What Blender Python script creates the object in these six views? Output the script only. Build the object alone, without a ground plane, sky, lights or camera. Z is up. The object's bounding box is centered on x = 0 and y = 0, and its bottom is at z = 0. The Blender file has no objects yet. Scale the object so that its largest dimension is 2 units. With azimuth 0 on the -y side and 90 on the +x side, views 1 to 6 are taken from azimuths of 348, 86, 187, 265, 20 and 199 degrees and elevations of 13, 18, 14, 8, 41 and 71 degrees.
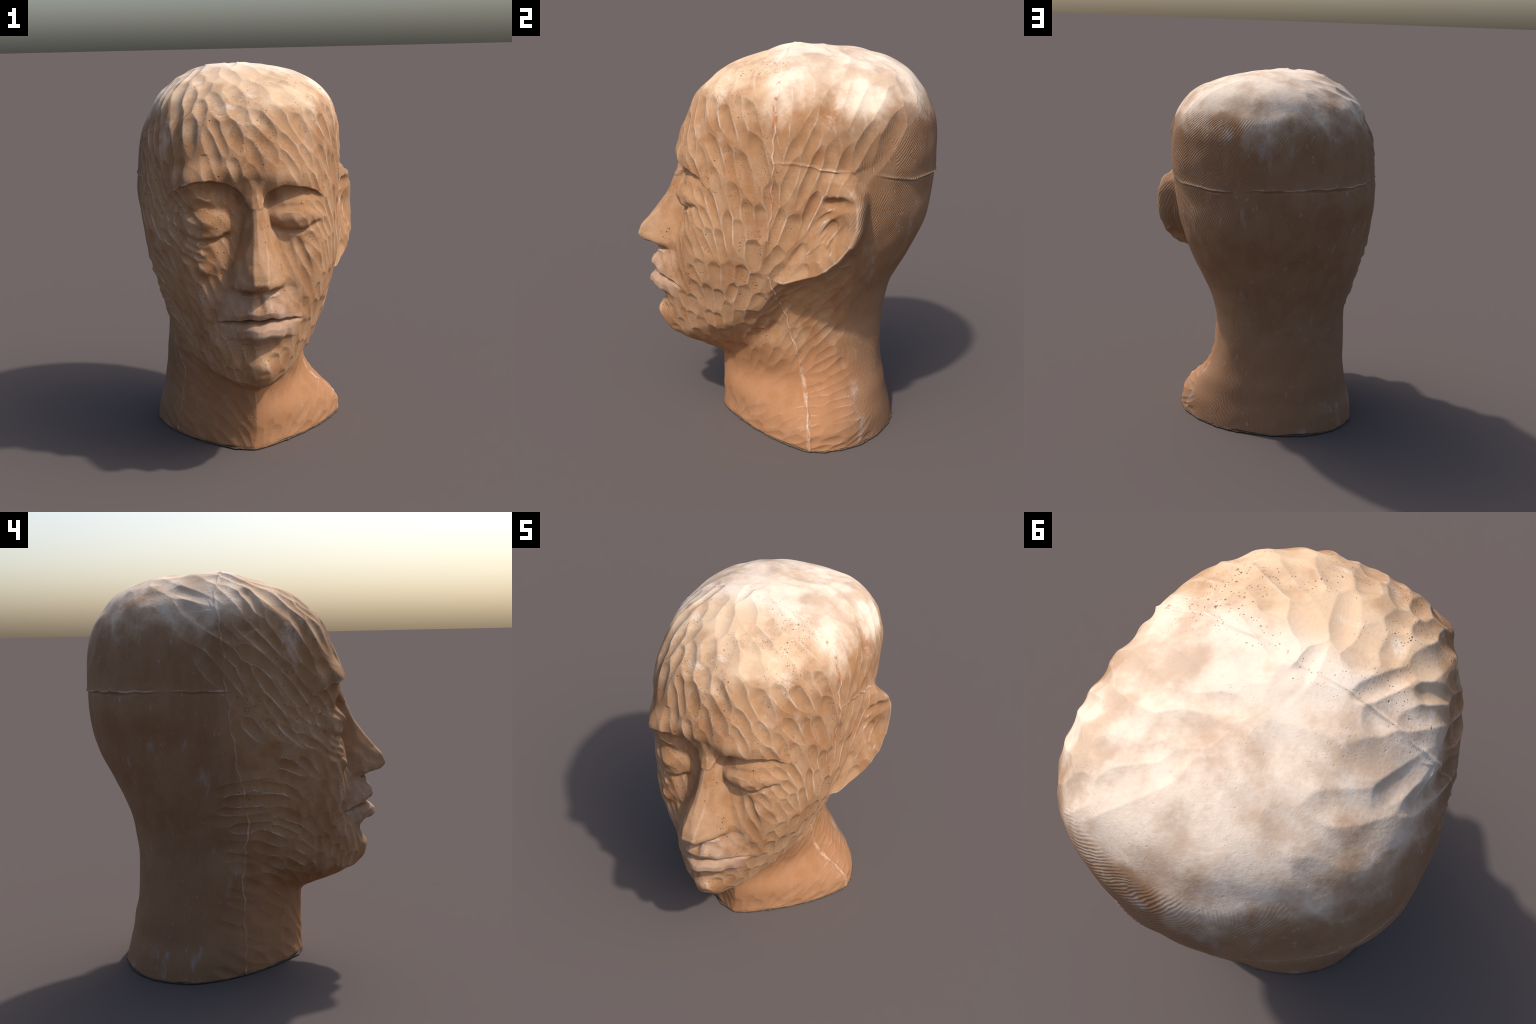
import bpy, math
import numpy as np

rng = np.random.default_rng(7)

# ------------------------------------------------------------------ helpers
def pchip(x, y, q):
    """Monotone cubic interpolation through control points."""
    x = np.asarray(x, float); y = np.asarray(y, float)
    h = np.diff(x); d = np.diff(y) / h
    m = np.zeros_like(y)
    same = d[:-1] * d[1:] > 0
    w1 = 2 * h[1:] + h[:-1]; w2 = h[1:] + 2 * h[:-1]
    with np.errstate(divide='ignore', invalid='ignore'):
        hm = (w1 + w2) / (w1 / d[:-1] + w2 / d[1:])
    m[1:-1] = np.where(same, hm, 0)
    m[0], m[-1] = d[0], d[-1]
    q = np.clip(q, x[0], x[-1])
    i = np.clip(np.searchsorted(x, q) - 1, 0, len(h) - 1)
    t = (q - x[i]) / h[i]
    return ((1 + 2 * t) * (1 - t) ** 2 * y[i] + t * (1 - t) ** 2 * h[i] * m[i]
            + t * t * (3 - 2 * t) * y[i + 1] + t * t * (t - 1) * h[i] * m[i + 1])

def step(a, b, x):
    t = np.clip((x - a) / (b - a), 0, 1)
    return t * t * (3 - 2 * t)

def bump(x, c, w):
    return np.exp(-((x - c) / w) ** 2)

def blob(x, z, cx, cz, sx, sz, tilt=0.0, p=2.0):
    """Rounded mound over the face plane; p above 2 gives a flatter top and sharper rim."""
    a = math.radians(tilt); dx, dz = x - cx, z - cz
    u = (dx * math.cos(a) + dz * math.sin(a)) / sx
    v = (-dx * math.sin(a) + dz * math.cos(a)) / sz
    return np.exp(-np.power(u * u + v * v + 1e-9, p / 2))

def along(x, z, pts):
    """Distance to a polyline in the face plane, signed side, and position along it 0..1."""
    best = np.full(x.shape, 9.0); pos = np.zeros(x.shape); side = np.zeros(x.shape)
    n = len(pts) - 1
    for k in range(n):
        (ax, az), (bx, bz) = pts[k], pts[k + 1]
        ex, ez = bx - ax, bz - az
        t = np.clip(((x - ax) * ex + (z - az) * ez) / (ex * ex + ez * ez), 0, 1)
        dx, dz = x - ax - t * ex, z - az - t * ez
        d = np.hypot(dx, dz)
        m = d < best
        best = np.where(m, d, best); pos = np.where(m, (k + t) / n, pos)
        side = np.where(m, np.sign(ex * dz - ez * dx), side)
    return best, side, pos

# ------------------------------------------------------------------ base form
# the head is turned a little: a = sideways (+ toward the ear), b = depth (- toward the face)
TURN = math.radians(9.0); CT, ST = math.cos(TURN), math.sin(TURN)
def to_world(a, b):
    return a * CT + b * ST, -a * ST + b * CT

# horizontal sections, each a rounded outline with four quadrants:
# z, left, right, front, back, a of front and back, b of the sides,
# roundness front-left, front-right, back-left, back-right
HEAD = [
    (0.300, -0.411, 0.303, -0.600, 0.541, -0.024, 0.122, 1.55, 1.55, 2.12, 2.14),
    (0.450, -0.427, 0.287, -0.625, 0.527, -0.029, 0.093, 1.75, 1.55, 2.13, 1.97),
    (0.600, -0.467, 0.317, -0.655, 0.525, -0.029, 0.081, 1.80, 1.70, 2.12, 1.74),
    (0.750, -0.524, 0.362, -0.645, 0.545, -0.027, 0.085, 1.78, 1.90, 2.10, 1.70),
    (0.950, -0.574, 0.412, -0.615, 0.643, -0.016, 0.110, 2.22, 2.05, 2.18, 1.88),
    (1.170, -0.606, 0.450, -0.550, 0.732, -0.016, 0.168, 2.42, 2.10, 2.16, 2.02),
    (1.350, -0.624, 0.462, -0.530, 0.757, -0.022, 0.226, 2.42, 1.95, 2.04, 2.16),
    (1.530, -0.622, 0.469, -0.538, 0.762, -0.031, 0.256, 2.35, 1.84, 1.92, 2.30),
    (1.640, -0.608, 0.468, -0.500, 0.755, -0.043, 0.267, 2.45, 1.87, 1.82, 2.38),
    (1.740, -0.562, 0.441, -0.460, 0.724, -0.048, 0.285, 2.55, 2.05, 1.82, 2.55),
    (1.815, -0.527, 0.402, -0.388, 0.675, -0.036, 0.265, 2.47, 2.30, 1.80, 2.75),
    (1.875, -0.464, 0.348, -0.314, 0.625, -0.036, 0.218, 2.47, 2.20, 1.90, 2.85),
    (1.930, -0.393, 0.267, -0.185, 0.530, -0.053, 0.181, 2.42, 2.02, 2.00, 2.50),
    (1.965, -0.330, 0.185, -0.085, 0.405, -0.074, 0.130, 2.35, 2.00, 1.97, 2.20),
    (1.985, -0.260, 0.070, -0.035, 0.300, -0.088, 0.096, 2.20, 2.00, 1.95, 2.05),
    (2.000, -0.101, -0.099, 0.079, 0.081, -0.100, 0.080, 2.00, 2.00, 2.00, 2.00),
]
NECK = [
    (0.000, -0.583, 0.455, -0.336, 0.600, -0.056, 0.172, 1.47, 1.27, 2.22, 1.98),
    (0.100, -0.574, 0.442, -0.329, 0.581, -0.044, 0.159, 1.50, 1.21, 2.20, 2.04),
    (0.170, -0.546, 0.376, -0.330, 0.561, -0.042, 0.155, 1.50, 1.26, 2.16, 2.19),
    (0.250, -0.534, 0.300, -0.329, 0.547, -0.043, 0.177, 1.46, 1.22, 2.18, 2.38),
    (0.320, -0.525, 0.264, -0.333, 0.528, -0.047, 0.178, 1.46, 1.32, 2.18, 2.28),
    (0.420, -0.513, 0.246, -0.340, 0.518, -0.051, 0.166, 1.55, 1.62, 2.17, 2.11),
    (0.550, -0.519, 0.243, -0.350, 0.514, -0.052, 0.152, 1.82, 1.98, 2.15, 1.97),
    (0.700, -0.527, 0.268, -0.360, 0.543, -0.053, 0.144, 1.92, 1.95, 2.14, 1.88),
    (0.900, -0.561, 0.356, -0.380, 0.612, -0.052, 0.158, 2.01, 2.00, 2.18, 1.92),
    (1.170, -0.600, 0.445, -0.400, 0.725, -0.051, 0.165, 2.00, 2.00, 2.05, 2.02),
    (1.420, -0.624, 0.465, -0.420, 0.757, -0.040, 0.191, 2.00, 2.00, 1.98, 2.18),
]
AX, AY = -0.02, 0.16          # axis the outlines are measured from
# jaw line: bearing (0 = face, + = ear side), height, softness
JAW = [(-180, .75, .5), (-120, .75, .5), (-90, .70, .30), (-70, .62, .20), (-52, .565, .14), (-33, .495, .11),
       (0, .422, .10), (20, .505, .10), (33, .565, .10), (52, .68, .09), (62, .76, .09), (72, .87, .08),
       (90, .91, .10), (108, 1.0, .3), (130, .8, .5), (180, .75, .5)]

def outline(table, z, th):
    """Radius from the axis of the sectional outline at the heights z in the directions th."""
    T = np.array(table)
    key = -np.sqrt(np.maximum(2.0005 - T[:, 0], 0))
    q = -np.sqrt(np.maximum(2.0005 - z[:, 0], 0))
    al, ar, bf, bb, ca, cb, nfl, nfr, nbl, nbr = [pchip(key, T[:, k], q)[:, None] for k in range(1, 11)]
    w = step(1.75, 2.0, z[:, :1])
    a0 = AX + (ca - AX) * w; b0 = AY + (cb - AY) * w
    ct, st = np.cos(th), np.sin(th)
    r0 = np.zeros(th.shape); r1 = r0 + 1.3
    for _ in range(18):
        r = (r0 + r1) / 2
        dx = a0 + r * ct - ca; dy = b0 + r * st - cb
        ha = np.where(dx < 0, ca - al, ar - ca); hb = np.where(dy < 0, cb - bf, bb - cb)
        n = np.where(dy < 0, np.where(dx < 0, nfl, nfr), np.where(dx < 0, nbl, nbr))
        f = np.power(np.abs(dx) / ha + 1e-9, n) + np.power(np.abs(dy) / hb + 1e-9, n)
        inside = f < 1
        r0 = np.where(inside, r, r0); r1 = np.where(inside, r1, r)
    return (r0 + r1) / 2, a0, b0

NT, NS = 960, 820
tt = np.linspace(0, 1, NS)
# rows: even down the sides, gathering toward the crown
levels = np.where(tt < .84, tt / .84 * 1.80, 2.0 - 0.20 * ((1 - tt) / .16) ** 2)
levels[-1] = 1.99998
TH, Z = np.meshgrid(np.linspace(-math.pi, math.pi, NT, endpoint=False), levels)
RH, A0, B0 = outline(HEAD, Z, TH)
RN, _, _ = outline(NECK, np.minimum(Z, 1.42), TH)
def smooth_z(F, k):
    O = F.copy()
    for _ in range(k):
        F[1:-1] = (F[:-2] + 2 * F[1:-1] + F[2:]) / 4
    w = step(1.55, 1.78, Z)
    return F * (1 - w) + O * w
RH, RN = smooth_z(RH, 120), smooth_z(RN, 120)
bearing = (np.degrees(TH) + 90 + 180) % 360 - 180
J = np.array(JAW)
zj = pchip(J[:, 0], J[:, 1], bearing); wj = pchip(J[:, 0], J[:, 2], bearing)
S = step(zj - wj, zj + wj * .6, Z)
R = RH + (RN - RH) * (1 - S) * (1 - step(1.2, 1.42, Z))
# corrections of the rounding: fuller low skull on the far side, hollower nape
def turned(c, w):
    return np.exp(-(((bearing - c + 180) % 360 - 180) / w) ** 2)
R = R + .030 * turned(-108, 24) * bump(Z, 1.33, .12) - .010 * turned(-135, 28) * bump(Z, .95, .08) \
    + .010 * turned(-40, 26) * bump(Z, 1.86, .07) - .014 * turned(-66, 17) * bump(Z, 1.72, .10) \
    + .013 * turned(-52, 20) * bump(Z, 1.16, .13) - .012 * turned(62, 30) * bump(Z, 1.92, .05) \
    + .020 * turned(45, 16) * bump(Z, 1.70, .10) + .010 * turned(50, 14) * bump(Z, 1.06, .10) \
    - .012 * turned(76, 12) * bump(Z, 1.22, .10) + .016 * turned(50, 16) * bump(Z, .46, .10) \
    - .010 * turned(32, 12) * bump(Z, .76, .10) - .012 * turned(-150, 22) * bump(Z, 1.68, .12) \
    - .010 * turned(150, 20) * bump(Z, 1.36, .10)
A = A0 + R * np.cos(TH); B = B0 + R * np.sin(TH)

def smooth_rows(F, k):
    for _ in range(k):
        F = (np.roll(F, 1, 1) + 2 * F + np.roll(F, -1, 1)) / 4
    return F

# ------------------------------------------------------------------ ear
# a slanting flange that rises from the cheek to a rim and drops behind it
def ear_form():
    rim = pchip([.90, .94, .983, 1.088, 1.156, 1.212, 1.294, 1.357, 1.421], [74, 85, 95, 105, 109, 110.5, 110.5, 109.5, 105], Z)
    start = pchip([.90, 1.0, 1.2, 1.45], [66, 76, 90, 95], Z)
    high = pchip([.84, .93, .98, 1.08, 1.18, 1.28, 1.36, 1.41, 1.46], [0, .058, .102, .134, .128, .118, .094, .050, 0], Z)
    up = np.clip((bearing - start) / (rim - start), 0, 1)
    down = 1 - step(0, 1, (bearing - rim - .5) / 12)
    e = high * up ** 1.25 * down
    # hollow under the curled upper rim, bowl with slanting cuts
    e -= .038 * blob(bearing / 60, Z, 103.5 / 60, 1.322, .09, .026, 4, 3) * (high > 0)
    e -= .016 * blob(bearing / 60, Z, 101 / 60, 1.22, .10, .085, 25, 3)
    for k, (b0, z0) in enumerate(((99.5, 1.262), (100.5, 1.215), (100, 1.178), (101.5, 1.14))):
        e -= .011 * blob(bearing / 60, Z, b0 / 60, z0, .10, .016, 24 + 7 * k, 3)
    return e
EAR = ear_form()
A += EAR * np.cos(TH); B += EAR * np.sin(TH)

# ------------------------------------------------------------------ face
front = step(95, 60, np.abs(bearing))
def face_form(x, z):
    d = np.zeros_like(x)                                # metres toward the viewer (-b)
    # brow ridges, sharp lower edge
    d += .034 * blob(x, z, -.24, 1.485, .17, .055, 6, 2.5)
    d += .022 * blob(x, z, .12, 1.465, .16, .05, -5, 2.5)
    d += .018 * blob(x, z, -.37, 1.47, .06, .07, 0, 2.5)
    # flat front of the face carried out to the temples
    d += .046 * blob(x, z, -.34, 1.27, .13, .28, 0, 3.0) + .036 * blob(x, z, -.36, 1.42, .12, .085, 0, 3) - .016 * blob(x, z, -.36, 1.07, .10, .06) + .018 * blob(x, z, -.31, 1.64, .15, .13, 0, 2.5) + .012 * blob(x, z, -.27, 1.13, .10, .06)
    d += .048 * blob(x, z, .25, 1.36, .17, .26, 0, 3.0) + .016 * blob(x, z, .15, 1.62, .14, .11) + .024 * blob(x, z, .31, .90, .07, .30, 0, 2) - .026 * blob(x, z, .12, .92, .09, .12, 0, 2) - .032 * blob(x, z, .13, 1.13, .09, .09, 0, 2)
    # eye sockets under an arched edge
    zt = pchip([-.46, -.36, -.27, -.16, -.10, -.06], [1.385, 1.45, 1.466, 1.443, 1.40, 1.33], x)
    zb = pchip([-.46, -.36, -.25, -.10, -.06], [1.16, 1.12, 1.10, 1.10, 1.10], x)
    deep = pchip([-.47, -.40, -.30, -.16, -.11, -.07, -.03], [0, .006, .012, .018, .018, .012, 0], x)
    sock = step(zt + .004, zt - .012, z) * step(zb - .03, zb + .13, z)
    d -= deep * sock * (x < -.03)
    d -= pchip([-.46, -.36, -.24, -.16, -.09], [.004, .010, .018, .018, .014], x) * 1.05 * step(zt + .004, zt - .012, z) * step(zt - .10, zt - .03, z) * step(-.46, -.38, x) * step(-.045, -.09, x)
    zt = pchip([-.01, .03, .10, .19, .27, .33], [1.33, 1.40, 1.428, 1.418, 1.385, 1.33], x)
    zb = pchip([-.01, .05, .15, .25, .33], [1.10, 1.10, 1.12, 1.14, 1.16], x)
    deep = pchip([-.03, .0, .035, .08, .18, .27, .34], [0, .020, .028, .024, .018, .010, 0], x)
    sock = step(zt + .004, zt - .012, z) * step(zb - .03, zb + .13, z)
    d -= deep * sock * (x > -.03)
    d -= .026 * step(zt + .004, zt - .012, z) * step(zt - .09, zt - .03, z) * step(-.02, .03, x) * step(.32, .24, x)
    d -= .020 * blob(x, z, .030, 1.375, .035, .035, 0, 2.5) + .006 * blob(x, z, -.105, 1.35, .035, .05, 0, 2.5)
    # closed lids, a flat shelf above and a sharp lower margin
    d += .026 * blob(x, z, -.275, 1.245, .115, .070, 2, 7) + .014 * blob(x, z, -.272, 1.265, .06, .03)
    d += .023 * blob(x, z, .165, 1.268, .122, .050, -5, 7) + .012 * blob(x, z, .165, 1.27, .06, .025)
    # crease under each lid
    for pts in ([(-.38, 1.205), (-.32, 1.178), (-.24, 1.176), (-.17, 1.20)], [(.05, 1.232), (.12, 1.205), (.20, 1.205), (.27, 1.235)]):
        dist, _, _ = along(x, z, pts)
        d -= .016 * np.exp(-(dist / .014) ** 2)
    # rings of narrow cuts round the outer corner of the far eye
    r = np.hypot(x + .27, (z - 1.26) * 1.05); ang = np.degrees(np.arctan2(z - 1.26, -(x + .27)))
    for r0, w in ((.138, .013), (.170, .014), (.204, .015)):
        d -= .010 * np.exp(-((r - r0) / w) ** 2) * step(-100, -70, ang) * step(45, 25, ang)
    # cheekbones and the pad under the far eye
    d += .014 * blob(x, z, -.33, 1.06, .10, .05, 14)
    d += .016 * blob(x, z, -.285, 1.045, .040, .032, 30, 3)
    d += .014 * blob(x, z, .25, 1.09, .08, .05, -14)
    # edge where the front plane of the face turns to the side
    for pts, hgt in (([(-.36, 1.06), (-.31, .92), (-.285, .80), (-.24, .68), (-.17, .57)], .016),
                     ([(.27, 1.07), (.23, .95), (.20, .82), (.17, .68), (.11, .56)], .010)):
        dist, _, _ = along(x, z, pts)
        d += hgt * np.exp(-(dist / .05) ** 1.4)
    # fold from the nose to the corner of the mouth
    for pts in ([(-.15, 1.0), (-.19, .92), (-.235, .83)], [(.09, 1.0), (.13, .92), (.165, .83)]):
        dist, _, _ = along(x, z, pts)
        d -= .012 * np.exp(-(dist / .035) ** 2)
    # nose: flat-topped ridge with straight flanks, undercut below
    ridge = pchip([.915, .945, .962, .985, 1.015, 1.045, 1.10, 1.18, 1.256, 1.33, 1.40, 1.46],
                  [.0, .024, .060, .140, .176, .178, .152, .108, .072, .046, .020, .0], z)
    half = pchip([.90, .96, 1.02, 1.10, 1.2, 1.3, 1.4], [.128, .126, .116, .094, .072, .052, .05], z)
    mid = pchip([.92, 1.02, 1.17, 1.33, 1.46], [-.03, -.024, -.018, -.032, -.04], z)
    u = np.abs(x - mid) / half / np.where(x < mid, 1.22, 1.0)
    flat = pchip([.95, 1.0, 1.06, 1.15, 1.3, 1.4], [.30, .24, .30, .34, .30, .2], z)
    d += ridge * np.clip((1.08 - u) / (1.08 - flat), 0, 1) ** .95 * step(1.2, .9, u)
    # wings of the nose with nostril hollows
    for cx in (-.122, .064):
        d += .024 * blob(x, z, cx, .985, .042, .040, 0, 2.5)
    for cx in (-.085, .035):
        d -= .030 * blob(x, z, cx, .948, .035, .016, 0, 3)
    # lips: the line of the mouth sinks toward the corners
    h = np.abs(x + .03)
    zz = z + .10 * np.maximum(h - .03, 0) + .20 * np.maximum(h - .13, 0) - .008 * bump(h, .050, .028)
    lip = pchip([.655, .69, .712, .726, .745, .765, .785, .800, .809, .816, .835, .850, .862, .90, .93, .96],
                [0, .010, .024, .062, .080, .081, .064, .030, .014, .056, .076, .081, .077, .060, .048, .026], zz)
    lip = lip * step(1.03, .95, z)
    fall = np.clip((np.where(zz > .809, .215, .195) - h) / .185, 0, 1)
    d += lip * (fall * (1.35 - .35 * fall))
    d -= .018 * step(.015, .0, np.abs(zz - .809)) * step(.235, .15, h)
    d += .009 * blob(x, z, -.078, .868, .030, .022, 20, 2) + .009 * blob(x, z, .022, .868, .030, .022, -20, 2)
    d -= .014 * blob(x, z, -.028, .905, .016, .035, 0, 2)         # groove above the lip
    # hollow below the lower lip, blocky chin
    d -= .008 * blob(x, z, -.025, .668, .12, .028, 0, 3)
    d += .032 * blob(x, z, -.035, .550, .085, .062, 0, 4)
    return d
FACE = face_form(A, Z) * front
B -= FACE

X, Y = to_world(A, B)
P = np.stack([X, Y, Z], -1)

def grid_normals(P):
    du = np.roll(P, -1, 1) - np.roll(P, 1, 1)
    dv = np.empty_like(P)
    dv[1:-1] = P[2:] - P[:-2]; dv[0] = P[1] - P[0]; dv[-1] = P[-1] - P[-2]
    n = np.cross(du, dv)
    return n / np.maximum(np.linalg.norm(n, axis=-1, keepdims=True), 1e-12)

# ------------------------------------------------------------------ gouge cuts
# guides: bearing, height, heading of the cut (0 = straight down, + = turning toward larger bearing),
# length, width, depth
GUIDES = [
    # forehead
    (-55, 1.72, 18, .17, .060, .011), (-30, 1.60, 14, .20, .060, .011), (-30, 1.80, 22, .15, .065, .010),
    (0, 1.62, 28, .19, .062, .011), (0, 1.80, 35, .16, .062, .011), (30, 1.60, 32, .16, .060, .012),
    (30, 1.80, 30, .15, .070, .009), (0, 1.52, 15, .10, .050, .009),
    # temple and scalp on the ear side
    (55, 1.65, 26, .19, .060, .013), (62, 1.50, 22, .20, .055, .013), (75, 1.75, 5, .22, .065, .012),
    (90, 1.65, -22, .25, .060, .013), (90, 1.82, -18, .24, .062, .011), (115, 1.70, -26, .27, .062, .013), (110, 1.88, -20, .26, .065, .010), (110, 1.55, -24, .22, .060, .011),
    (125, 1.80, -35, .25, .070, .008),
    # cheek on the ear side
    (58, 1.30, 12, .17, .054, .013), (70, 1.30, -5, .20, .056, .013), (82, 1.40, -28, .19, .054, .011), (80, 1.20, -28, .19, .056, .013),
    (60, 1.10, 3, .14, .056, .012), (72, 1.02, -38, .15, .052, .011), (45, .95, -8, .13, .054, .009), (45, .75, -18, .12, .052, .008), (62, .85, -35, .13, .052, .008),
    (30, 1.12, 30, .14, .046, .008), (25, 1.00, 20, .14, .048, .007), (22, .85, 25, .10, .05, .007), (22, .62, 0, .11, .052, .007),
    (95, 1.02, -60, .10, .055, .008),
    # far side of the face
    (-45, 1.62, 35, .26, .058, .012), (-62, 1.62, 48, .28, .056, .012), (-75, 1.75, 52, .28, .062, .012), (-78, 1.58, 50, .26, .056, .010),
    (-60, 1.42, 38, .22, .055, .012), (-72, 1.35, 22, .24, .062, .013), (-52, 1.22, 40, .12, .035, .010), (-48, 1.10, 75, .14, .045, .009),
    (-68, .95, 92, .22, .048, .010), (-60, .85, 98, .22, .050, .011), (-72, .75, 95, .24, .055, .010), (-50, .72, 65, .16, .045, .009), (-40, .58, 55, .13, .045, .009),
    (-32, 1.0, 30, .12, .045, .007), (-28, .85, 20, .12, .05, .006), (-20, .60, 15, .09, .05, .008), (0, .55, 0, .08, .06, .007),
    # crown
    (0, 1.93, 30, .15, .075, .009), (90, 1.93, -10, .22, .10, .007), (-90, 1.90, 60, .30, .075, .007), (180, 1.93, 10, .25, .13, .004), (-120, 1.90, 40, .26, .10, .008),
    # neck
    (-40, .20, 70, .16, .050, .0035), (-60, .35, 65, .18, .045, .004), (12, .20, -30, .16, .05, .003), (-15, .20, 40, .16, .05, .003), (40, .20, -38, .18, .045, .0035), (60, .30, -35, .17, .042, .0035), (45, .05, -75, .16, .045, .004),
    (95, .25, -75, .13, .036, .005), (110, .15, -80, .13, .036, .005), (80, .50, -35, .14, .04, .004), (70, .65, -30, .12, .04, .004), (95, .75, -50, .15, .045, .004),
    # nose, eyes, mouth: short shallow shaving cuts
    (0, 1.15, 3, .16, .030, .003), (-25, 1.28, 60, .10, .040, .007), (22, 1.28, 50, .09, .038, .006), (0, .80, 60, .07, .035, .003),
]
G = np.array(GUIDES, float)
def unit(be, z):
    t = np.radians(be)
    return np.stack([np.sin(t) * .55, -np.cos(t) * .55, z], -1)
GP = unit(G[:, 0], G[:, 1])
N0 = grid_normals(P)
east = np.roll(P, -1, 1) - np.roll(P, 1, 1)
east /= np.maximum(np.linalg.norm(east, axis=-1, keepdims=True), 1e-9)
down = -np.cross(N0, east)                                     # east x normal points down the surface
area = np.linalg.norm(np.cross(np.roll(P, -1, 1) - P, np.vstack([P[1:], P[-1:]]) - P), axis=-1)

# where the surface was carved with the gouge: everything but the combed back and far side
seam_b_right = pchip([0, .05, .42, .7, .97, 1.3, 1.9, 2.0], [.17, .17, .10, .02, -.05, -.03, 0, .02], Z)
seam_b_left = pchip([0, .03, .46, .8, 1.1, 1.42, 1.645, 1.86, 2.0], [-.064, -.064, -.056, -.095, -.053, -.017, 0, .04, .04], Z)
carved = np.ones_like(Z)
left_edge = pchip([0, .4, .8, 1.1, 1.45, 1.8, 2.0], [-74, -68, -69, -70, -78, -86, -90], Z)
carved *= 1 - step(3, -3, bearing - left_edge) * (Z < 1.80)
back_edge = pchip([0, .5, .95, 1.15, 1.25, 1.42, 1.50, 1.6, 1.85, 2.0], [128, 118, 112, 104, 104, 104, 118, 128, 150, 158], Z)
carved *= 1 - step(-2, 6, bearing - back_edge)
carved *= 1 - .95 * step(1.0, 1.06, Z) * step(1.22, 1.14, Z) * step(-46, -54, bearing)    # combed patch on the far cheek
carved = np.where((Z > 1.80) & (bearing < -76), step(1.80, 1.86, Z) * step(-172, -125, bearing), carved)
carved = np.clip(carved, 0, 1)
# only light shaving on nose, lids and lips
fine = np.ones_like(Z)
fa = np.abs(bearing) < 75
fine -= .45 * fa * step(.15, .10, np.abs(A + .026)) * step(.90, .95, Z) * step(1.42, 1.36, Z)
fine -= .3 * fa * np.clip(blob(A, Z, -.27, 1.26, .14, .10, 0, 5) + blob(A, Z, .165, 1.265, .14, .09, 0, 5), 0, 1)
fine -= .62 * fa * blob(A, Z, -.03, .80, .22, .10, 0, 5)
browz = pchip([-.46, -.36, -.27, -.16, -.06, .03, .10, .19, .27, .33], [1.40, 1.465, 1.48, 1.455, 1.40, 1.41, 1.44, 1.43, 1.40, 1.34], A)
fine -= .25 * fa * bump(Z, browz + .01, .07) * (np.abs(A + .05) < .42)
fine = np.clip(fine, .15, 1)

def lay_strokes():
    flat = area.ravel() * (carved.ravel() > .3); flat = flat / flat.sum()
    cand = rng.choice(flat.size, 26000, p=flat)
    kept = []
    C = np.empty((4000, 3)); U = np.empty((4000, 3)); V = np.empty((4000, 3)); LW = np.empty((4000, 2)); n = 0
    Pf, Nf, Ef, Df = P.reshape(-1, 3), N0.reshape(-1, 3), east.reshape(-1, 3), down.reshape(-1, 3)
    bf, zf = bearing.ravel(), Z.ravel()
    for i in cand:
        w = 1 / (((GP - unit(bf[i], zf[i])) ** 2).sum(1) + 1e-4) ** 1.6
        w /= w.sum()
        hd = np.radians(G[:, 2]); h = math.atan2((w * np.sin(hd)).sum(), (w * np.cos(hd)).sum())
        L, W, D = (w[:, None] * G[:, 3:6]).sum(0)
        h += rng.normal(0, .09); L *= 1.42 * rng.uniform(.75, 1.28); W *= 1.28 * rng.uniform(.8, 1.25); D *= 1.02 * rng.uniform(.75, 1.3)
        u = math.cos(h) * Df[i] + math.sin(h) * Ef[i]; v = np.cross(Nf[i], u)
        if n:
            d = C[:n] - Pf[i]
            near = (np.abs(d).max(1) < .35)
            if near.any():
                dn = d[near]
                q = (((dn * u).sum(1)) / (.375 * (L + LW[:n][near, 0]))) ** 2 + ((dn * v).sum(1) / (.37 * (W + LW[:n][near, 1]))) ** 2 \
                    + ((dn * Nf[i]).sum(1) / .15) ** 2
                if (q < 1).any():
                    continue
        C[n], U[n], V[n], LW[n] = Pf[i], u, v, (L, W); n += 1
        kept.append((i, u, v, Nf[i], L, W, D * carved.ravel()[i] * fine.ravel()[i]))
    return kept

STROKES = lay_strokes()
def cut(strokes):
    D = np.zeros_like(Z)
    for i, u, v, nrm, L, W, dep in strokes:
        r, c = divmod(i, NT)
        reach = .75 * L
        r0, r1 = np.searchsorted(levels, P[r, c, 2] - reach), np.searchsorted(levels, P[r, c, 2] + reach) + 1
        rad = max(math.hypot(P[r, c, 0], P[r, c, 1] - .1), .08)
        k = min(int(reach / rad / (2 * math.pi) * NT) + 4, NT // 2 - 1)
        cols = np.arange(NT) if levels[min(r1, NS) - 1] > 1.93 else np.arange(c - k, c + k + 1) % NT
        sub = P[r0:r1][:, cols] - P[r, c]
        s = (sub @ u) / L + .5
        t = (sub @ v) / (W / 2)
        ok = (np.abs(sub @ nrm) < .12) & (s > 0) & (s < 1.15)
        prof = step(0, .29, s) * (1 - .95 * np.clip(s, 0, 1.1) ** 3)
        val = np.where(ok, -dep * (prof * 1.12 - t * t * .95), 0)
        blk = D[r0:r1][:, cols]
        D[np.ix_(np.arange(r0, r0 + blk.shape[0]), cols)] = np.minimum(blk, val)
    return D
CUT = cut(STROKES)
for _ in range(1):                                             # wear: crests are a little blunted
    CUT = (np.roll(CUT, 1, 1) + 2 * CUT + np.roll(CUT, -1, 1)) / 4
    CUT[1:-1] = (CUT[:-2] + 2 * CUT[1:-1] + CUT[2:]) / 4
soft = step(0, .02, Z)
RELIEF = (CUT + .004 * carved * step(1.97, 1.90, Z)) * soft

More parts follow.
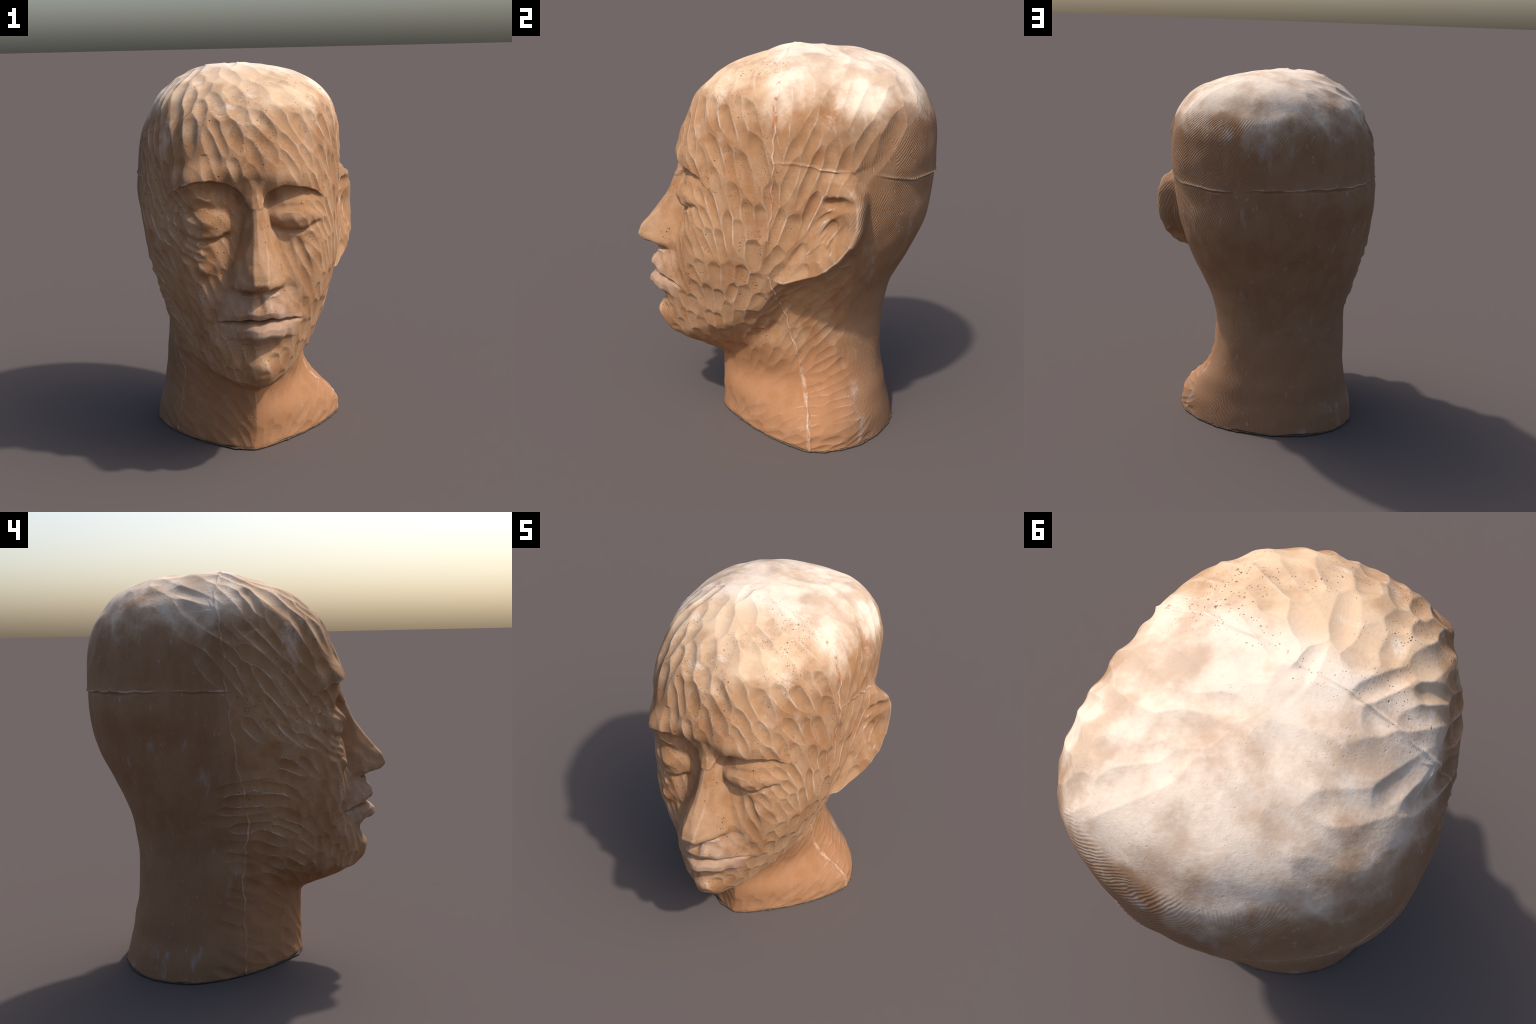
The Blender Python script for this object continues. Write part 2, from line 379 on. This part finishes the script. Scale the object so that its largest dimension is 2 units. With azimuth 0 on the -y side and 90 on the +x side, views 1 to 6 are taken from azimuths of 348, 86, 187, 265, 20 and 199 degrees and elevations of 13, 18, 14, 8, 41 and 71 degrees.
def waves(P, f, seed, n=10):
    r = np.random.default_rng(seed); o = np.zeros(P.shape[:2])
    for _ in range(n):
        k = r.normal(size=3); k = k / np.linalg.norm(k) * f * r.uniform(.6, 1.4)
        o += np.sin(P @ k + r.uniform(0, 6.28))
    return o / math.sqrt(n)

# ------------------------------------------------------------------ seams of the cast
def line(d, w):
    return np.exp(-(d / w) ** 2)
wob = .004 * np.sin(Z * 31) + .003 * np.sin(Z * 77 + 1)
side_b = np.where(A > -.05, seam_b_right, seam_b_left) + wob
seam = line(B - side_b, .006)
RELIEF += .0055 * seam * (.75 + .25 * waves(P, 35, 51)) * np.where((A > .3) & (Z > .92) & (Z < 1.1), .2, 1)
# saw line of the cap, round the back from seam to seam
ragged = waves(P * [1, 1, 0], 60, 31) * .002 + waves(P * [1, 1, 0], 16, 32) * .005
cap = pchip([-180, -150, -120, -100, -85, 85, 100, 118, 150, 180], [1.408, 1.415, 1.424, 1.424, 1.42, 1.49, 1.47, 1.458, 1.395, 1.408], bearing) + ragged
behind = step(-.02, .02, B - side_b)
dz = Z - cap
lipped = np.clip(.75 + .8 * waves(P * [1, 1, 0], 30, 33), .05, 2.0)
ear_side = step(150, 120, bearing) * (bearing > 0)
RELIEF += behind * lipped * (.004 * step(-.004, .004, dz) * np.exp(-np.maximum(dz, 0) / .05) * (1 - ear_side) + .0035 * line(dz - .004, .007) - .004 * line(dz + .006, .006) * (1 - ear_side))

# slow unevenness of hand modelling
RELIEF += .0028 * waves(P, 70, 41) * (1 - fine) / .85
RELIEF += .0025 * waves(P, 16, 3) * (1 - .5 * carved) + .0012 * waves(P, 45, 4)
tip = step(1.9975, 1.9997, Z)
RELIEF = RELIEF * (1 - tip) - .004 * tip
N0 = N0 * (1 - tip[..., None]) + np.array([0, 0, 1.0]) * tip[..., None]
P = P + N0 * RELIEF[..., None]
P[..., 2] = np.clip(P[..., 2], 0, None)
# keep the broken lower edge a little above the dark rim
lift = .008 + .005 * waves(P, 40, 9)
low = step(.08, 0, Z)
P[..., 2] += np.clip(lift, .003, .03) * low

# ------------------------------------------------------------------ meshes
def grid_faces():
    i = np.arange(NS - 1)[:, None] * NT; j = np.arange(NT)[None, :]; k = (j + 1) % NT
    return np.stack([i + j, i + k, i + NT + k, i + NT + j], -1).reshape(-1, 4)
FACES = grid_faces()
CO = P.reshape(-1, 3); NO = grid_normals(P).reshape(-1, 3)

root = bpy.data.objects.new('sculpted_head', None)
bpy.context.scene.collection.objects.link(root)
root['label'] = 'gouge-carved tan plaster head with one ear, closed eyes'
root['category'] = 'sculpture'

def make_mesh(name, co, faces, mats, normals=None):
    size = faces.shape[1]
    me = bpy.data.meshes.new(name)
    me.vertices.add(len(co)); me.vertices.foreach_set('co', np.ascontiguousarray(co, np.float32).ravel())
    me.loops.add(faces.size); me.loops.foreach_set('vertex_index', faces.ravel().astype(np.int32))
    me.polygons.add(len(faces))
    me.polygons.foreach_set('loop_start', np.arange(0, faces.size, size, dtype=np.int32))
    me.update(calc_edges=True); me.shade_smooth()
    if normals is not None:
        me.normals_split_custom_set_from_vertices(normals.astype(np.float32).tolist())
    for m in mats: me.materials.append(m)
    ob = bpy.data.objects.new(name, me); bpy.context.scene.collection.objects.link(ob)
    ob.parent = root
    return ob

class Nodes:
    """Small helper to write node trees as expressions."""
    def __init__(self, name):
        self.mat = bpy.data.materials.new(name); self.mat.use_nodes = True
        self.t = self.mat.node_tree; self.out = self.t.nodes['Principled BSDF']
        tc = self.t.nodes.new('ShaderNodeTexCoord'); self.p = tc.outputs['Object']
        sep = self.t.nodes.new('ShaderNodeSeparateXYZ'); self.t.links.new(self.p, sep.inputs[0])
        self.x, self.y, self.z = sep.outputs
    def put(self, sock, v):
        if isinstance(v, bpy.types.NodeSocket): self.t.links.new(v, sock)
        else: sock.default_value = v
    def m(self, op, a, b=0.0, c=0.0, clamp=False):
        n = self.t.nodes.new('ShaderNodeMath'); n.operation = op; n.use_clamp = clamp
        for k, v in enumerate((a, b, c)): self.put(n.inputs[k], v)
        return n.outputs[0]
    def add(self, a, b): return self.m('ADD', a, b)
    def mul(self, a, b): return self.m('MULTIPLY', a, b)
    def ramp(self, v, lo, hi, a=0.0, b=1.0):
        n = self.t.nodes.new('ShaderNodeMapRange'); n.interpolation_type = 'SMOOTHSTEP'
        for k, q in zip(('Value', 'From Min', 'From Max', 'To Min', 'To Max'), (v, lo, hi, a, b)): self.put(n.inputs[k], q)
        return n.outputs[0]
    def scaled(self, sx, sy, sz, rot=(0, 0, 0), loc=(0, 0, 0)):
        n = self.t.nodes.new('ShaderNodeMapping'); self.put(n.inputs['Vector'], self.p)
        n.inputs['Scale'].default_value = (sx, sy, sz); n.inputs['Rotation'].default_value = rot; n.inputs['Location'].default_value = loc
        return n.outputs[0]
    def noise(self, scale, detail=3.0, rough=.55, vec=None, dist=0.0):
        n = self.t.nodes.new('ShaderNodeTexNoise'); self.put(n.inputs['Vector'], vec or self.p)
        for k, q in zip(('Scale', 'Detail', 'Roughness', 'Distortion'), (scale, detail, rough, dist)): n.inputs[k].default_value = q
        return n.outputs['Fac']
    def cells(self, scale, vec=None):
        n = self.t.nodes.new('ShaderNodeTexVoronoi'); self.put(n.inputs['Vector'], vec or self.p); n.inputs['Scale'].default_value = scale
        sep = self.t.nodes.new('ShaderNodeSeparateColor'); self.t.links.new(n.outputs['Color'], sep.inputs[0])
        return n.outputs['Distance'], sep.outputs[0], sep.outputs[1]
    def mix(self, f, a, b):
        n = self.t.nodes.new('ShaderNodeMix'); n.data_type = 'RGBA'
        self.put(n.inputs[0], f)
        for k, v in ((6, a), (7, b)):
            self.put(n.inputs[k], v if isinstance(v, bpy.types.NodeSocket) else (*v, 1))
        return n.outputs[2]
    def pointy(self):
        return self.t.nodes.new('ShaderNodeNewGeometry').outputs['Pointiness']
    def bump(self, h, strength, dist, prev=None):
        n = self.t.nodes.new('ShaderNodeBump'); n.inputs['Strength'].default_value = strength; n.inputs['Distance'].default_value = dist
        self.put(n.inputs['Height'], h)
        if prev is not None: self.put(n.inputs['Normal'], prev)
        return n.outputs[0]

def plaster_material():
    N = Nodes('chalky_plaster')
    a = N.m('SUBTRACT', N.mul(N.x, CT), N.mul(N.y, ST)); b = N.add(N.mul(N.x, ST), N.mul(N.y, CT))
    turn = N.m('ARCTAN2', N.m('SUBTRACT', b, .15), N.add(a, .03))
    around = N.mul(turn, .55)
    # combed part: behind the cast seam on the far side, behind the ear on the other
    edge = N.ramp(a, -.35, .40, -.05, .36)
    wob = N.mul(N.m('SUBTRACT', N.noise(5, 2), .5), .12)
    combed = N.ramp(N.m('SUBTRACT', N.add(b, wob), edge), -.01, .03)
    combed = N.mul(combed, N.ramp(N.add(N.z, wob), 1.80, 1.72))
    cheek = N.mul(N.mul(N.ramp(a, -.455, -.50), N.ramp(N.z, .98, 1.03)), N.ramp(N.z, 1.24, 1.17))
    combed = N.m('MAXIMUM', combed, N.mul(cheek, .9))
    brown_back = N.mul(N.ramp(N.m('SUBTRACT', N.add(b, N.mul(wob, 2.0)), edge), -.14, .12), N.ramp(N.add(N.z, wob), 1.84, 1.68))
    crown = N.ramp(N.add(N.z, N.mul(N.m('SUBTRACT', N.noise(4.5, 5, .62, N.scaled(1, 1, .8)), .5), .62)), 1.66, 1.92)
    neck = N.ramp(N.add(N.z, N.mul(N.m('SUBTRACT', N.noise(4.0, 2), .5), .25)), .55, .40)
    # body colour: tan, with rust and sand clouds
    col = N.mix(N.ramp(N.noise(3.0, 4, .6), .38, .66), TAN, SAND)
    col = N.mix(N.ramp(N.noise(14, 2, .5, N.scaled(1, 1, .4, rot=(0, .3, 0))), .42, .60, 0, .5), col, SAND2)
    col = N.mix(N.mul(N.ramp(N.noise(6.5, 4, .6, N.scaled(1, 1, 1, loc=(3, 1, 7))), .50, .70), .65), col, RUST)
    col = N.mix(N.mul(neck, .65), col, ORANGE)
    col = N.mix(N.mul(brown_back, .55), col, UMBER)
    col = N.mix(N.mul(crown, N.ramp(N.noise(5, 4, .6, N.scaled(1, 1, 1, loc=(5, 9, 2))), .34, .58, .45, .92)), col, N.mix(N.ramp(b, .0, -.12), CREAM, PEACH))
    # smears of chalk
    sm = N.ramp(N.noise(5.5, 5, .62, N.scaled(1, 1, .8, loc=(1, 5, 2)), .6), .55, .68)
    col = N.mix(N.mul(sm, N.mul(N.ramp(N.z, 1.5, 1.85, .04, .6), N.ramp(combed, 0, 1, 1, .25))), col, CHALK)
    drip = N.ramp(N.noise(9, 4, .6, N.scaled(1, 1, .35, loc=(2, 0, 4))), .60, .72)
    col = N.mix(N.mul(N.mul(drip, brown_back), .55), col, GREY)
    fleck = N.ramp(N.noise(48, 3, .6, N.scaled(1, 1, .5)), .64, .74)
    col = N.mix(N.mul(fleck, N.add(.18, N.mul(combed, .55))), col, GREY)
    # lips and chin keep a chalky bloom
    lips = N.mul(N.mul(N.ramp(b, -.50, -.60), N.ramp(N.z, .62, .72)), N.ramp(N.z, .98, .90))
    col = N.mix(N.mul(lips, N.ramp(N.noise(9, 3), .35, .65, .05, .45)), col, BLOOM)
    nose = N.mul(N.mul(N.ramp(N.m('ABSOLUTE', N.add(a, .025)), .13, .09), N.ramp(b, -.52, -.58)), N.mul(N.ramp(N.z, .93, .97), N.ramp(N.z, 1.40, 1.34)))
    col = N.mix(N.mul(N.mul(nose, N.ramp(b, -.60, -.70)), N.ramp(N.noise(14, 3), .35, .65, .2, .8)), col, SAND2)
    # worn arrises of the cuts
    worn = N.mul(N.ramp(N.pointy(), .502, .54), N.ramp(N.noise(10, 4), .36, .62, .1, 1.0))
    col = N.mix(N.mul(worn, N.ramp(nose, 0, 1, .5, .10)), col, CHALK)
    # chalk-filled cast seam down the ear side, rusty stains along it higher up
    fc = N.t.nodes.new('ShaderNodeFloatCurve'); N.put(fc.inputs['Value'], N.mul(N.z, .5))
    cv = fc.mapping.curves[0]
    for k, (hz, hb) in enumerate(((0.0, .175), (.025, .17), (.21, .10), (.35, .02), (.485, -.05), (.65, -.03), (.95, .0), (1.0, .02))):
        if k in (0, 7):
            cv.points[0 if k == 0 else -1].location = (hz, hb + .5)
        else:
            cv.points.new(hz, hb + .5)
    fc.mapping.update()
    off = N.m('ABSOLUTE', N.add(N.m('SUBTRACT', b, N.m('SUBTRACT', fc.outputs[0], .5)), N.mul(N.m('SUBTRACT', N.noise(18, 2), .5), .03)))
    near = N.mul(N.ramp(off, .015, .003), N.ramp(a, .1, .2))
    col = N.mix(N.mul(N.mul(near, N.ramp(N.z, .66, .50)), N.ramp(N.noise(14, 3), .42, .62, .0, .5)), col, CHALK2)
    col = N.mix(N.mul(N.mul(near, N.ramp(N.z, 1.2, 1.35)), N.ramp(N.noise(16, 3), .52, .6, .0, .8)), col, STAIN)
    # pores, in clusters
    d1, r1, r2 = N.cells(62, N.scaled(1, 1, 1))
    d2, q1, q2 = N.cells(120, N.scaled(1, 1, 1.3, loc=(4, 4, 4)))
    grp = N.mul(N.ramp(N.noise(7, 3, .6, N.scaled(1, 1, 1, loc=(8, 3, 1))), .45, .62), N.ramp(b, .12, -.06, .12, 1.0))
    pores = N.mul(N.m('GREATER_THAN', r1, .80), N.ramp(d1, N.ramp(r2, 0, 1, .10, .34), .06))
    tiny = N.mul(N.m('GREATER_THAN', q1, .72), N.ramp(d2, .30, .10))
    pores = N.m('MAXIMUM', pores, N.mul(tiny, .8))
    pores = N.mul(pores, N.add(.0, N.mul(grp, N.ramp(combed, 0, 1, 1, .25))))
    pores = N.mul(pores, N.ramp(N.z, .45, .75, .35, 1.0))
    col = N.mix(N.mul(pores, .75), col, PORE)
    col = N.mix(N.mul(N.ramp(N.noise(60, 4, .65), .48, .68, 0, .22), N.ramp(N.z, 1.55, 1.8, 1.0, .3)), col, RUST)
    N.put(N.out.inputs['Base Color'], col)
    N.put(N.out.inputs['Roughness'], N.ramp(N.noise(8, 2), .3, .7, .80, .95))
    N.out.inputs['Specular IOR Level'].default_value = .22
    # comb lines in patches of changing heading
    warp = N.mul(N.m('SUBTRACT', N.noise(9, 2), .5), .035)
    _, c1, c2 = N.cells(3.6, N.scaled(1, 1, .8))
    ang = N.ramp(c1, 0, 1, -.75, .75); ang = N.mul(ang, N.ramp(N.z, .5, 1.1, .25, 1.0))
    s1 = N.add(N.mul(around, N.m('COSINE', ang)), N.mul(N.z, N.m('SINE', ang)))
    comb = N.m('SINE', N.mul(N.add(s1, warp), 560.0))
    comb = N.mul(comb, N.mul(combed, N.ramp(N.noise(6, 3), .28, .45)))
    n = N.bump(comb, .27, .004)
    n = N.bump(N.noise(75, 4, .62), .28, .006, n)
    n = N.bump(N.mul(pores, -1.0), .8, .008, n)
    N.put(N.out.inputs['Normal'], n)
    return N.mat
TAN, SAND, RUST, ORANGE, UMBER = (.31, .158, .073), (.40, .228, .118), (.30, .130, .055), (.355, .160, .072), (.215, .125, .075)
PEACH = (.70, .50, .335)
CHALK2 = (.62, .47, .36)
STAIN = (.40, .14, .05)
SAND2 = (.40, .240, .138)
CREAM, CHALK, GREY, BLOOM, PORE = (.84, .69, .55), (.78, .68, .58), (.36, .315, .285), (.46, .335, .265), (.16, .075, .035)
plaster = plaster_material()
N = Nodes('torn_dark_felt')
N.put(N.out.inputs['Base Color'], N.mix(N.noise(40, 3), (.05, .032, .02), (.17, .11, .065)))
N.out.inputs['Roughness'].default_value = .95
dark = N.mat

# regions of the one surface
reg = np.zeros_like(Z, int)                                    # 0 head
reg[(Z < zj) & (np.abs(bearing) < 110)] = 1                    # neck
reg[(Z < .62 + .08 * waves(P, 3, 5)) & (np.abs(bearing) >= 110)] = 1
reg[(EAR > .018)] = 2
mid = -.026; hw = pchip([.93, 1.02, 1.1, 1.2, 1.3, 1.36], [.15, .13, .105, .08, .06, .055], Z)
reg[(np.abs(A - mid) < hw) & (Z > .945) & (Z < 1.36) & (np.abs(bearing) < 60)] = 3
isf = (np.abs(bearing) < 75)
reg[isf & (((A + .27) / .115) ** 2 + ((Z - 1.255) / .075) ** 2 < 1)] = 4
reg[isf & (((A - .165) / .12) ** 2 + ((Z - 1.265) / .062) ** 2 < 1)] = 5
reg[isf & (np.abs(A + .03) < .21) & (Z + .16 * np.maximum(np.abs(A + .03) - .03, 0) > .715) & (Z + .16 * np.maximum(np.abs(A + .03) - .03, 0) < .868)] = 6
FR = reg[:-1].ravel()
for k, nm in enumerate(('head', 'neck', 'ear', 'nose', 'eye', 'eye', 'mouth')):
    f = FACES[FR == k]
    ids, inv = np.unique(f, return_inverse=True)
    make_mesh(nm, CO[ids], inv.reshape(f.shape), [plaster], NO[ids])
# underside and torn dark rim that the cast stands on
ring = P[0]; cen = ring.mean(0)
t = np.arange(NT) / NT * 2 * math.pi
jag = .001 + .004 * np.clip(waves(ring[None], 60, 21)[0], 0, 2) + .003 * np.clip(waves(ring[None], 160, 22)[0], 0, 2)
outd = ring - cen; outd[:, 2] = 0; outd /= np.linalg.norm(outd, axis=1, keepdims=True)
rows = []
for off, h in ((-.03, .010), (-.004, .009), (1.0, .008), (1.15, .004), (.7, .0), (-.06, .0)):
    q = ring + outd * (jag[:, None] * off if off > 0 else off); q[:, 2] = h
    rows.append(q)
rows[2][:, 2] = .006 + .004 * np.sin(t * 40 + 2 * np.sin(t * 13))
rows.append(np.repeat(cen[None] * [1, 1, 0], NT, 0) + outd * .002)
rows = np.array(rows); m = len(rows)
i = np.arange(m - 1)[:, None] * NT; j = np.arange(NT)[None, :]; k = (j + 1) % NT
f = np.stack([i + j, i + k, i + NT + k, i + NT + j], -1).reshape(-1, 4)[:, ::-1]
make_mesh('base_rim', rows.reshape(-1, 3), f, [dark])
